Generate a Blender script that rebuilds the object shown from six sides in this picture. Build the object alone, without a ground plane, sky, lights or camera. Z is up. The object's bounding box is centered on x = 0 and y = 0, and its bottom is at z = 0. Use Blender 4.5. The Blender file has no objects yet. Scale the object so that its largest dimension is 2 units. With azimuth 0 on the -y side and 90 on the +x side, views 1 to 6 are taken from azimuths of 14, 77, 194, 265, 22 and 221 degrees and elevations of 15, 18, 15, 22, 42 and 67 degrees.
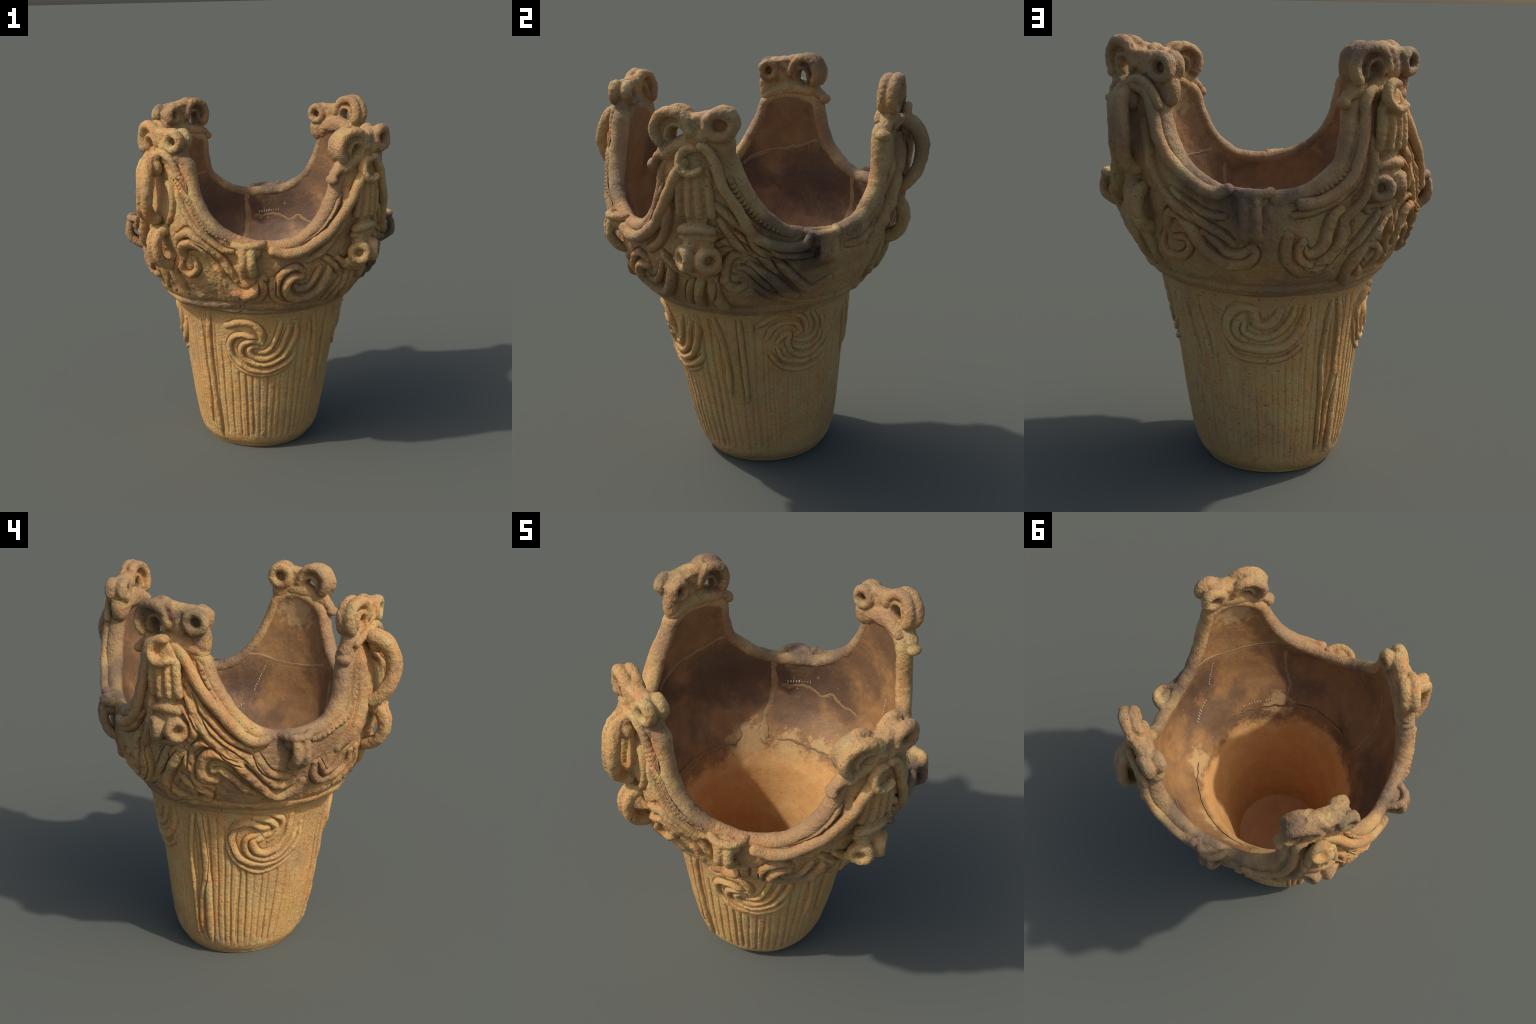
"""Flame-rimmed clay pot: ribbed trunk, carved flaring bowl, four openwork crown peaks."""
import bpy
import math
import numpy as np

# ------------------------------------------------------------------ numeric helpers
def smooth01(t):
    t = np.clip(t, 0.0, 1.0)
    return t * t * (3.0 - 2.0 * t)


def hash01(ix, iy, iz, seed):
    h = (ix.astype(np.int64) * 374761393 + iy.astype(np.int64) * 668265263
         + iz.astype(np.int64) * 2147483647 + seed * 1274126177) & 0xFFFFFFFF
    h = ((h ^ (h >> 13)) * 1274126177) & 0xFFFFFFFF
    h = ((h ^ (h >> 16)) * 2246822519) & 0xFFFFFFFF
    return ((h ^ (h >> 15)) & 0xFFFFFF) / float(0xFFFFFF)


def noise3(p, scale, seed=0):
    """Smooth lattice noise in -1..1 at points p (n x 3), `scale` cells per metre."""
    q = p * scale
    b = np.floor(q).astype(np.int64)
    f = smooth01(q - b)
    out = 0.0
    for dx in (0, 1):
        wx = f[:, 0] if dx else 1 - f[:, 0]
        for dy in (0, 1):
            wy = f[:, 1] if dy else 1 - f[:, 1]
            for dz in (0, 1):
                wz = f[:, 2] if dz else 1 - f[:, 2]
                out = out + wx * wy * wz * hash01(b[:, 0] + dx, b[:, 1] + dy, b[:, 2] + dz, seed)
    return out * 2.0 - 1.0


def catmull(pts, n, closed=False):
    """Resample a spline through pts evenly by length."""
    p = np.asarray(pts, float)
    k = len(p)
    if k == 2 and not closed:
        dense = p[0] + (p[1] - p[0]) * np.linspace(0, 1, 50)[:, None]
    else:
        ext = np.vstack([p[-1], p, p[0], p[1]]) if closed else np.vstack([2 * p[0] - p[1], p, 2 * p[-1] - p[-2]])
        segs = k if closed else k - 1
        t = np.linspace(0, 1, 24, endpoint=False)[:, None]
        rows = []
        for i in range(segs):
            a, b, c, d = ext[i], ext[i + 1], ext[i + 2], ext[i + 3]
            rows.append(0.5 * (2 * b + (c - a) * t + (2 * a - 5 * b + 4 * c - d) * t ** 2
                               + (3 * b - a - 3 * c + d) * t ** 3))
        rows.append(p[:1] if closed else p[-1:])
        dense = np.vstack(rows)
    s = np.concatenate([[0], np.cumsum(np.linalg.norm(np.diff(dense, axis=0), axis=1))])
    u = np.linspace(0, s[-1], n, endpoint=not closed)
    return np.stack([np.interp(u, s, dense[:, i]) for i in range(dense.shape[1])], 1)


# ------------------------------------------------------------------ the pot's frame
DEG = math.pi / 180.0


def axis_at(z):
    """The pot leans a little: its axis wanders with height."""
    return (np.interp(z, [0, 0.5, 1, 2], [-0.050, -0.030, -0.008, 0.0]), np.interp(z, [0, 0.5, 1, 2], [0.040, 0.012, -0.006, 0.0]))


def place(az, r, z):
    """Azimuth (degrees, 0 = -y, 90 = +x), distance from the axis and height -> world points."""
    az, r, z = np.broadcast_arrays(np.asarray(az, float), np.asarray(r, float), np.asarray(z, float))
    cx, cy = axis_at(z)
    a = az * DEG
    return np.stack([cx + r * np.sin(a), cy - r * np.cos(a), z], -1)


def profile(rows):
    """Radius profile, softened so that its corners round off."""
    zz = np.linspace(-0.1, 2.2, 2301)
    rr = np.interp(zz, [r[0] for r in rows], [r[1] for r in rows])
    kern = np.exp(-0.5 * (np.arange(-40, 41) / 13.0) ** 2)
    kern /= kern.sum()
    sm = np.convolve(np.pad(rr, 40, mode='edge'), kern, 'valid')
    return zz, sm


OUTER = profile([(0.0, 0.305), (0.03, 0.332), (0.06, 0.350), (0.12, 0.368), (0.25, 0.392), (0.5, 0.426), (0.75, 0.460),
                 (0.86, 0.479), (0.91, 0.502), (0.94, 0.532), (1.0, 0.590), (1.1, 0.650), (1.2, 0.684),
                 (1.3, 0.697), (1.5, 0.702), (1.8, 0.705), (2.1, 0.705)])
INNER = profile([(0.0, 0.24), (0.12, 0.26), (0.25, 0.280), (0.4, 0.310), (0.55, 0.338), (0.7, 0.372), (0.8, 0.397), (0.9, 0.438),
                 (1.0, 0.503), (1.1, 0.582), (1.18, 0.619), (1.25, 0.632), (1.4, 0.638), (1.8, 0.642), (2.1, 0.642)])
PEAKS = (-34.0, 58.0, 148.0, 238.0)              # azimuths of the four crown peaks


def off_peak(az, peak):
    return np.abs((np.asarray(az, float) - peak + 180) % 360 - 180)


def corner(az):
    """1 on a peak's flanks, 0 in the valleys: seen from above the rim is nearly square."""
    out = 0.0
    for p in PEAKS:
        d = off_peak(az, p)
        out = np.maximum(out, np.where(d < 45, (0.5 + 0.5 * np.cos(4 * d * DEG)) ** 0.8, 0.0))
    return out


def bulge(az, z, valley, peak, fade):
    lift = smooth01((z - 1.16) / 0.28)
    lean = 0.055 * smooth01((z - 1.25) / 0.45) * np.exp(-(off_peak(az, 63.0) / 24.0) ** 2)
    lean = lean - 0.032 * smooth01((z - 1.32) / 0.30) * np.exp(-(off_peak(az, -36.0) / 22.0) ** 2)
    lean = lean - 0.014 * smooth01((z - 1.45) / 0.30) * np.exp(-(off_peak(az, 238.0) / 22.0) ** 2)
    lean = lean + 0.014 * smooth01((z - 1.35) / 0.30) * np.exp(-(off_peak(az, 150.0) / 22.0) ** 2)
    return lift * (valley + peak * corner(az) * (1 - fade * smooth01((z - 1.50) / 0.35))) + lean


def r_out(z, az=None):
    r = np.interp(z, *OUTER)
    if az is None:
        return r
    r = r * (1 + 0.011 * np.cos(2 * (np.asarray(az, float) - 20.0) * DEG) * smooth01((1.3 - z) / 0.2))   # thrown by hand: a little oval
    collar = smooth01((z - 0.90) / 0.08) * smooth01((1.36 - z) / 0.12)
    low = smooth01((0.98 - z) / 0.1)

    def swell(at_az, spread):
        return np.exp(-(off_peak(az, at_az) / spread) ** 2)
    # the coil-built wall swells and sinks from side to side
    r = r + collar * (0.018 * swell(42, 20) - 0.034 * swell(-8, 18) + 0.010 * swell(105, 25) + 0.010 * swell(238, 30))
    r = r + 0.024 * swell(-39, 24) * smooth01((z - 0.88) / 0.05) * smooth01((1.06 - z) / 0.08)
    r = r + low * (0.009 * swell(242, 35) - 0.009 * swell(-10, 30))
    dip = 0.0
    for p in (PEAKS[0], PEAKS[2]):               # hollows behind the two loop handles
        dip = dip + 0.030 * np.exp(-(off_peak(az, p) / 6.5) ** 2)
    return r + bulge(az, z, -0.012, 0.056, 0.55) - dip * smooth01((z - 1.18) / 0.08) * smooth01((1.48 - z) / 0.08)


def r_in(z, az=None):
    r = np.interp(z, *INNER)
    return r if az is None else r + bulge(az, z, -0.010, 0.034, 0.75)


def out_slope(z):
    return (r_out(z + 0.004) - r_out(z - 0.004)) / 0.008


# rim line: top of the lip from the front valley round by the right, back and left (azimuth, height)
RIM_TOP = [(3.3, 1.384), (10.6, 1.357), (18.4, 1.352), (27.3, 1.365), (33.8, 1.412), (36.8, 1.45), (39.8, 1.51), (42.2, 1.585),
           (43.6, 1.655), (45.8, 1.70), (49.5, 1.735), (54.0, 1.76), (59, 1.775), (64, 1.772), (68.6, 1.75), (72.2, 1.715), (74.3, 1.65),
           (77.5, 1.56), (81.5, 1.475), (86, 1.422), (90.5, 1.382), (100, 1.357), (107, 1.348), (116, 1.365), (122, 1.395),
           (125.2, 1.445), (128.5, 1.51), (130.2, 1.60), (131, 1.69), (133.2, 1.75), (137, 1.788), (142, 1.806), (147.6, 1.815),
           (154.5, 1.797), (159, 1.752), (161.2, 1.70), (162.6, 1.65), (165, 1.58), (168.8, 1.50), (175.5, 1.437),
           (181.3, 1.408), (190, 1.398), (198, 1.394), (205, 1.405), (210, 1.427), (215, 1.473), (218.8, 1.515),
           (220.4, 1.58), (221.7, 1.66), (222.7, 1.725), (225.3, 1.762), (230, 1.783), (235, 1.795), (240, 1.80), (246, 1.785),
           (250.5, 1.762), (253.6, 1.73), (255, 1.68), (257.8, 1.605), (262, 1.52), (267, 1.445), (273, 1.397),
           (279.3, 1.379), (291.5, 1.385), (298.2, 1.41), (301.4, 1.445), (304.4, 1.506), (306.0, 1.57), (307, 1.63),
           (308.6, 1.69), (312.5, 1.745), (317, 1.775), (321, 1.80), (327, 1.815), (333, 1.81), (338, 1.79), (341.8, 1.755), (343.5, 1.68),
           (346.5, 1.58), (350.5, 1.495), (356, 1.432)]
LIP = 0.034
K = 0.68 * DEG                                  # metres per degree along the wall
_flat = catmull([(a * K, z) for a, z in RIM_TOP] + [((RIM_TOP[0][0] + 360) * K, RIM_TOP[0][1])], 1400)
_tan = np.gradient(_flat, axis=0)
_tan /= np.linalg.norm(_tan, axis=1)[:, None]
_nor = np.stack([_tan[:, 1], -_tan[:, 0]], 1)     # points down into the wall
RIM_MID = _flat + LIP * _nor                      # centre line of the rounded lip
RIM_AZ, RIM_Z = RIM_MID[:, 0] / K, RIM_MID[:, 1]
_order = np.argsort(RIM_AZ)
_pa, _pz = RIM_AZ[_order], RIM_Z[_order]


def rim_height(az):
    a = np.mod(np.asarray(az, float) - 3.0, 360.0) + 3.0
    return np.interp(a, np.concatenate([_pa - 360, _pa, _pa + 360]), np.concatenate([_pz, _pz, _pz]))


# ------------------------------------------------------------------ scene bookkeeping
POT = bpy.data.objects.new("flame_rimmed_pot", None)
POT["label"] = "ochre clay pot with ribbed trunk and four openwork crown peaks"
POT["category"] = "clay pot"
bpy.context.scene.collection.objects.link(POT)


def add_mesh(name, verts, faces, mat, parent=POT, smooth=True, normals=None):
    me = bpy.data.meshes.new(name)
    faces = np.asarray(faces, dtype=np.int32)
    n = faces.shape[1]
    me.vertices.add(len(verts))
    me.vertices.foreach_set("co", np.asarray(verts, np.float32).ravel())
    me.loops.add(faces.size)
    me.loops.foreach_set("vertex_index", faces.ravel())
    me.polygons.add(len(faces))
    me.polygons.foreach_set("loop_start", np.arange(0, faces.size, n, dtype=np.int32))
    me.update(calc_edges=True)
    me.validate()
    me.polygons.foreach_set("use_smooth", np.full(len(me.polygons), smooth))
    if normals is not None:
        me.normals_split_custom_set_from_vertices(normals.tolist())
    me.materials.append(mat)
    ob = bpy.data.objects.new(name, me)
    bpy.context.scene.collection.objects.link(ob)
    ob.parent = parent
    return ob


def grid_faces(nu, nv, wrap_u=True):
    """nu columns (optionally closed) by nv rows; vertex index = row * nu + column."""
    i = np.arange(nu if wrap_u else nu - 1)
    j = np.arange(nv - 1)
    I, J = np.meshgrid(i, j)
    I2 = (I + 1) % nu
    return np.stack([J * nu + I, J * nu + I2, (J + 1) * nu + I2, (J + 1) * nu + I], -1).reshape(-1, 4)


def sweep(path, a, b, ref, n=14, close=False, taper=0.35, wob=0.10, seed=1):
    """Rolled clay strand: sweep an ellipse (a across, b along `ref`) with rounded ends and hand-made wobble.

    path: spline points in world space; ref: 'radial' or a fixed vector."""
    path = np.asarray(path, float)
    m = len(path)
    if close:
        T = np.roll(path, -1, 0) - np.roll(path, 1, 0)
    else:
        T = np.gradient(path, axis=0)
    T /= np.linalg.norm(T, axis=1)[:, None]
    if isinstance(ref, str):
        cx, cy = axis_at(path[:, 2])
        R = np.stack([path[:, 0] - cx, path[:, 1] - cy, np.zeros(m)], 1)
    else:
        R = np.tile(np.asarray(ref, float), (m, 1))
    N = R - (R * T).sum(1)[:, None] * T
    N /= np.linalg.norm(N, axis=1)[:, None]
    B = np.cross(T, N)
    s = np.concatenate([[0], np.cumsum(np.linalg.norm(np.diff(path, axis=0), axis=1))])
    a = np.broadcast_to(np.asarray(a, float), (m,)).copy()
    b = np.broadcast_to(np.asarray(b, float), (m,)).copy()
    if not close:
        e = np.minimum(s, s[-1] - s) / (np.maximum(a, b) + 1e-6)
        cap = np.sqrt(np.clip(1 - (1 - np.clip(e, 0, 1)) ** 2, 0.02, 1))
        a *= cap
        b *= cap
    th = np.linspace(0, 2 * np.pi, n, endpoint=False)
    V = (path[:, None, :] + (a[:, None] * np.cos(th))[..., None] * B[:, None, :]
         + (b[:, None] * np.sin(th))[..., None] * N[:, None, :]).reshape(-1, 3)
    C = np.repeat(path, n, 0)
    rad = np.minimum(np.repeat(a, n), np.repeat(b, n))
    d = V - C
    d /= np.linalg.norm(d, axis=1)[:, None] + 1e-9
    bump = wob * (noise3(V, 22, seed) * 0.9 + noise3(V, 55, seed + 7) * 0.55) * rad
    V = V + d * bump[:, None]
    F = grid_faces(n, m)
    if close:
        last = (m - 1) * n + np.arange(n)
        F = np.vstack([F, np.stack([last, (m - 1) * n + (np.arange(n) + 1) % n, (np.arange(n) + 1) % n, np.arange(n)], 1)])
    else:
        V = np.vstack([V, path[:1], path[-1:]])
        i0, i1 = len(V) - 2, len(V) - 1
        k = np.arange(n)
        k2 = (k + 1) % n
        base = (m - 1) * n
        # quads with a doubled pole vertex would be degenerate, so fan with paired wedges
        half = k[::2]
        F = np.vstack([F, np.stack([np.full(len(half), i0), (half + 2) % n, (half + 1) % n, half], 1),
                       np.stack([np.full(len(half), i1), base + half, base + (half + 1) % n, base + (half + 2) % n], 1)])
    return V, F


def blob(center, half, frame, nu=28, nv=16, seed=3, wob=0.08):
    """Lump of clay: ellipsoid with half sizes along the three frame vectors."""
    th = np.linspace(0, 2 * np.pi, nu, endpoint=False)
    ph = np.linspace(0.06, np.pi - 0.06, nv)
    P, Tt = np.meshgrid(ph, th, indexing='ij')
    q = np.stack([np.sin(P) * np.cos(Tt) * half[0], np.sin(P) * np.sin(Tt) * half[1], np.cos(P) * half[2]], -1).reshape(-1, 3)
    V = q @ np.asarray(frame) + np.asarray(center)
    V = V + (V - center) * (wob * noise3(V, 20, seed))[:, None]
    F = grid_faces(nu, nv)
    V = np.vstack([V, V[:nu].mean(0)[None], V[-nu:].mean(0)[None]])
    k = np.arange(0, nu, 2)
    i0, i1, base = len(V) - 2, len(V) - 1, (nv - 1) * nu
    F = np.vstack([F, np.stack([np.full(len(k), i0), (k + 2) % nu, (k + 1) % nu, k], 1),
                   np.stack([np.full(len(k), i1), base + k, base + (k + 1) % nu, base + (k + 2) % nu], 1)])
    return V, F


def merge(parts):
    V, F, o = [], [], 0
    for v, f in parts:
        V.append(v)
        F.append(f + o)
        o += len(v)
    return np.vstack(V), np.vstack(F)


def fused(name, parts, mat, voxel=0.0055, smooth=5, parent=POT, seed=5, rough=0.0024):
    """Press lumps and strands together into one skin of clay."""
    V, F = merge(parts)
    tmp = add_mesh(name + "_raw", V, F, mat)
    m = tmp.modifiers.new("fuse", 'REMESH')
    m.mode = 'VOXEL'
    m.voxel_size = voxel
    s = tmp.modifiers.new("soften", 'SMOOTH')
    s.factor = 0.5
    s.iterations = smooth
    dg = bpy.context.evaluated_depsgraph_get()
    me = bpy.data.meshes.new_from_object(tmp.evaluated_get(dg))
    old = tmp.data
    bpy.data.objects.remove(tmp)
    bpy.data.meshes.remove(old)
    n = len(me.vertices)
    co = np.empty(n * 3, np.float32)
    no = np.empty(n * 3, np.float32)
    me.vertices.foreach_get("co", co)
    me.vertices.foreach_get("normal", no)
    co = co.reshape(-1, 3).astype(float)
    no = no.reshape(-1, 3)
    d = rough * (noise3(co, 30, seed) + 0.75 * noise3(co, 70, seed + 3) + 0.5 * noise3(co, 150, seed + 6))
    me.vertices.foreach_set("co", (co + no * d[:, None]).astype(np.float32).ravel())
    me.polygons.foreach_set("use_smooth", np.full(len(me.polygons), True))
    me.materials.clear()
    me.materials.append(mat)
    me.name = name
    ob = bpy.data.objects.new(name, me)
    bpy.context.scene.collection.objects.link(ob)
    ob.parent = parent
    return ob


def fused_regions(groups, mat, voxel=0.005, smooth=3, parent=POT, seed=5, rough=0.0023):
    """Press several named pieces into one skin, then cut the skin into the pieces again.

    groups: list of (name, owner index or None, [(verts, faces), ...]); the first is the mass the rest sit on."""
    from mathutils.kdtree import KDTree
    allparts = [p for _, _, ps in groups for p in ps]
    whole = fused("mass", allparts, mat, voxel, smooth, parent, seed, rough)
    me = whole.data
    n = len(me.vertices)
    co = np.empty(n * 3, np.float32)
    no = np.empty(n * 3, np.float32)
    me.vertices.foreach_get("co", co)
    me.vertices.foreach_get("normal", no)
    co, no = co.reshape(-1, 3), no.reshape(-1, 3)
    faces = np.empty(len(me.loops), np.int32)
    me.loops.foreach_get("vertex_index", faces)
    faces = faces.reshape(-1, 4)
    pts, tag = [], []
    for gi, (_, _, ps) in enumerate(groups):
        for v, _ in ps:
            pts.append(v)
            tag.append(np.full(len(v), gi))
    pts, tag = np.vstack(pts), np.concatenate(tag)
    kd = KDTree(len(pts))
    for i, p in enumerate(pts):
        kd.insert(p, i)
    kd.balance()
    cen = co[faces].mean(1)
    lab = np.array([tag[kd.find(c)[1]] for c in cen])
    bpy.data.objects.remove(whole)
    bpy.data.meshes.remove(me)
    made = []
    for gi, (name, owner, _) in enumerate(groups):
        f = faces[lab == gi]
        if len(f) == 0:
            made.append(made[0] if made else None)
            continue
        used, inv = np.unique(f, return_inverse=True)
        made.append(add_mesh(name, co[used], inv.reshape(-1, 4), mat, parent=parent if owner is None else made[owner], normals=no[used]))
    return made

# ------------------------------------------------------------------ materials
def node_material(name):
    mat = bpy.data.materials.new(name)
    mat.use_nodes = True
    nt = mat.node_tree
    nt.nodes.clear()
    return mat, nt


class Net:
    """Small wrapper to keep node wiring readable."""

    def __init__(self, nt):
        self.nt = nt
        self.coord = nt.nodes.new('ShaderNodeTexCoord').outputs['Object']

    def link(self, a, b):
        self.nt.links.new(a, b)

    def noise(self, scale, detail=5.0, rough=0.6, stretch=None, distort=0.0):
        n = self.nt.nodes.new('ShaderNodeTexNoise')
        n.inputs['Scale'].default_value = scale
        n.inputs['Detail'].default_value = detail
        n.inputs['Roughness'].default_value = rough
        n.inputs['Distortion'].default_value = distort
        src = self.coord
        if stretch:
            m = self.nt.nodes.new('ShaderNodeMapping')
            m.inputs['Scale'].default_value = stretch
            self.link(src, m.inputs['Vector'])
            src = m.outputs['Vector']
        self.link(src, n.inputs['Vector'])
        return n.outputs['Fac']

    def ramp(self, fac, lo, hi):
        r = self.nt.nodes.new('ShaderNodeMapRange')
        r.interpolation_type = 'SMOOTHSTEP'
        r.inputs['From Min'].default_value = lo
        r.inputs['From Max'].default_value = hi
        self.link(fac, r.inputs['Value'])
        return r.outputs['Result']

    def math(self, op, a, b):
        m = self.nt.nodes.new('ShaderNodeMath')
        m.operation = op
        for i, v in enumerate((a, b)):
            if isinstance(v, (int, float)):
                m.inputs[i].default_value = v
            else:
                self.link(v, m.inputs[i])
        return m.outputs[0]

    def mix(self, fac, a, b):
        m = self.nt.nodes.new('ShaderNodeMix')
        m.data_type = 'RGBA'
        if isinstance(fac, (int, float)):
            m.inputs[0].default_value = fac
        else:
            self.link(fac, m.inputs[0])
        for i, v in ((6, a), (7, b)):
            if isinstance(v, tuple):
                m.inputs[i].default_value = (*v, 1.0)
            else:
                self.link(v, m.inputs[i])
        return m.outputs[2]

    def spot(self, center, radius, soft, wobble):
        """Mask that is 1 near a place on the pot and fades out raggedly."""
        d = self.nt.nodes.new('ShaderNodeVectorMath')
        d.operation = 'DISTANCE'
        self.link(self.coord, d.inputs[0])
        d.inputs[1].default_value = center
        dist = self.math('ADD', d.outputs['Value'], self.math('MULTIPLY', self.math('SUBTRACT', wobble, 0.5), 0.35))
        return self.ramp(dist, radius + soft, radius - soft)

    def finish(self, color, rough, bump_sources, strength=0.35):
        nt = self.nt
        bsdf = nt.nodes.new('ShaderNodeBsdfPrincipled')
        out = nt.nodes.new('ShaderNodeOutputMaterial')
        self.link(color, bsdf.inputs['Base Color'])
        if isinstance(rough, (int, float)):
            bsdf.inputs['Roughness'].default_value = rough
        else:
            self.link(rough, bsdf.inputs['Roughness'])
        bsdf.inputs['Specular IOR Level'].default_value = 0.3
        prev = None
        for fac, dist in bump_sources:
            b = nt.nodes.new('ShaderNodeBump')
            b.inputs['Strength'].default_value = strength
            b.inputs['Distance'].default_value = dist
            self.link(fac, b.inputs['Height'])
            if prev is not None:
                self.link(prev, b.inputs['Normal'])
            prev = b.outputs['Normal']
        if prev is not None:
            self.link(prev, bsdf.inputs['Normal'])
        self.link(bsdf.outputs['BSDF'], out.inputs['Surface'])


def at(az, r, z):
    return tuple(float(v) for v in place(az, r, z))


# soot and smoke clouds left by firing and cooking: place, radius
SOOT = [(at(88, 0.70, 1.34), 0.13), (at(104, 0.66, 1.36), 0.09), (at(120, 0.67, 1.37), 0.08), (at(-5, 0.66, 1.42), 0.07), (at(282, 0.66, 1.38), 0.06), (at(97, 0.69, 1.24), 0.07), (at(82, 0.70, 1.10), 0.10), (at(-112, 0.74, 1.92), 0.10), (at(-129, 0.72, 1.92), 0.10),
        (at(-24, 0.68, 1.80), 0.09), (at(-172, 0.67, 1.40), 0.12), (at(170, 0.67, 1.45), 0.10), (at(205, 0.66, 1.40), 0.09)]


def clay_outside(name, base, warm, pale, dusk, dusk_amount, soot=True):
    mat, nt = node_material(name)
    n = Net(nt)
    broad = n.noise(2.3, 4, 0.55)
    mid = n.noise(7.5, 6, 0.62, distort=0.4)
    fine = n.noise(38, 6, 0.65)
    grain = n.noise(140, 3, 0.6)
    streak = n.noise(9, 4, 0.6, stretch=(1.6, 1.6, 0.35))
    col = n.mix(n.ramp(mid, 0.42, 0.66), base, pale)
    col = n.mix(n.math('MULTIPLY', n.ramp(streak, 0.50, 0.70), 0.75), col, warm)
    col = n.mix(n.math('MULTIPLY', n.ramp(broad, 0.40, 0.64), dusk_amount), col, dusk)
    blot = n.ramp(n.noise(20, 5, 0.7, distort=0.8), 0.56, 0.70)
    col = n.mix(n.math('MULTIPLY', blot, 0.55), col, (0.27, 0.155, 0.085))
    stain = n.ramp(n.noise(4.2, 7, 0.7, distort=1.2), 0.54, 0.66)
    col = n.mix(n.math('MULTIPLY', stain, 0.32), col, (0.25, 0.19, 0.13))
    speck = n.ramp(n.noise(75, 2, 0.5), 0.64, 0.72)
    col = n.mix(n.math('MULTIPLY', speck, 0.6), col, (0.10, 0.065, 0.04))
    light = n.ramp(fine, 0.60, 0.75)
    col = n.mix(n.math('MULTIPLY', light, 0.28), col, (0.62, 0.47, 0.28))
    if soot:
        for c, r in SOOT:
            col = n.mix(n.math('MULTIPLY', n.spot(c, r, 0.060, mid), 0.58), col, (0.085, 0.068, 0.055))
    n.finish(col, 0.62, [(fine, 0.020), (n.noise(85, 4, 0.7), 0.011), (grain, 0.005)], 0.65)
    return mat


CLAY_TRUNK = clay_outside("ochre_clay", (0.66, 0.375, 0.128), (0.70, 0.30, 0.09), (0.64, 0.435, 0.168), (0.47, 0.275, 0.12), 0.5, soot=False)
CLAY_BOWL = clay_outside("brown_clay", (0.55, 0.30, 0.110), (0.58, 0.24, 0.085), (0.53, 0.36, 0.14), (0.26, 0.155, 0.088), 0.7)
CLAY_STRAND = clay_outside("rolled_clay", (0.56, 0.315, 0.117), (0.58, 0.255, 0.093), (0.55, 0.38, 0.15), (0.27, 0.165, 0.095), 0.68)


def clay_inside(name, base, warm, dark, dark_lo, dark_hi, amount, deep=None):
    mat, nt = node_material(name)
    n = Net(nt)
    broad = n.noise(2.6, 5, 0.6, distort=0.6)
    mid = n.noise(10, 6, 0.65)
    fine = n.noise(45, 5, 0.65)
    col = n.mix(n.ramp(mid, 0.40, 0.66), base, warm)
    col = n.mix(n.math('MULTIPLY', n.ramp(broad, dark_lo, dark_hi), amount), col, dark)
    if deep:                                      # lighter orange zone low inside, with a ragged edge
        low_orange = n.mix(n.ramp(mid, 0.40, 0.66), deep[0], deep[1])
        col = n.mix(n.spot((-0.03, 0.03, 0.40), 0.64, 0.05, n.noise(6, 9, 0.75)), col, low_orange)
        for c, r in PALE:
            col = n.mix(n.math('MULTIPLY', n.spot(c, r, 0.025, n.noise(11, 9, 0.78)), 0.65), col, (0.58, 0.385, 0.175))
        for c, r in SMOKE:
            col = n.mix(n.math('MULTIPLY', n.spot(c, r, 0.06, n.noise(7, 9, 0.75)), 0.7), col, dark)
    col = n.mix(n.math('MULTIPLY', n.ramp(n.noise(60, 2, 0.5), 0.68, 0.75), 0.55), col, (0.09, 0.055, 0.035))
    col = n.mix(n.math('MULTIPLY', n.ramp(n.noise(48, 2, 0.5), 0.70, 0.76), 0.45), col, (0.50, 0.36, 0.20))
    n.finish(col, 0.52, [(fine, 0.008), (n.noise(110, 3, 0.6), 0.003)], 0.4)
    return mat


PALE = [(at(215, 0.45, 0.95), 0.10), (at(165, 0.47, 0.97), 0.07), (at(190, 0.44, 0.92), 0.08), (at(120, 0.46, 0.96), 0.08), (at(60, 0.64, 1.65), 0.10), (at(40, 0.46, 0.95), 0.07)]
SMOKE = [(at(230, 0.63, 1.30), 0.16), (at(198, 0.63, 1.30), 0.12), (at(172, 0.63, 1.30), 0.11), (at(82, 0.63, 1.20), 0.08), (at(185, 0.63, 1.28), 0.13), (at(215, 0.63, 1.25), 0.14), (at(97, 0.63, 1.22), 0.10), (at(84, 0.63, 1.27), 0.10), (at(95, 0.6, 1.1), 0.06), (at(160, 0.63, 1.2), 0.10), (at(260, 0.63, 1.3), 0.12)]
INSIDE_BOWL = clay_inside("smoked_clay", (0.27, 0.142, 0.058), (0.35, 0.18, 0.066), (0.095, 0.057, 0.036), 0.40, 0.62, 0.72,
                          ((0.62, 0.33, 0.12), (0.66, 0.39, 0.155)))
INSIDE_TRUNK = INSIDE_BOWL
INSIDE_FLOOR = clay_inside("red_clay", (0.54, 0.265, 0.105), (0.58, 0.30, 0.12), (0.44, 0.20, 0.085), 0.45, 0.65, 0.5)
PUTTY = clay_inside("putty", (0.30, 0.19, 0.09), (0.38, 0.24, 0.105), (0.19, 0.115, 0.06), 0.42, 0.62, 0.6)
WHITE, _nt = node_material("white_ink")
_w = Net(_nt)
_w.finish(_w.mix(_w.ramp(_w.noise(60, 3, 0.6), 0.35, 0.65), (0.36, 0.29, 0.20), (0.60, 0.53, 0.41)), 0.6, [], 0.2)

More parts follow.
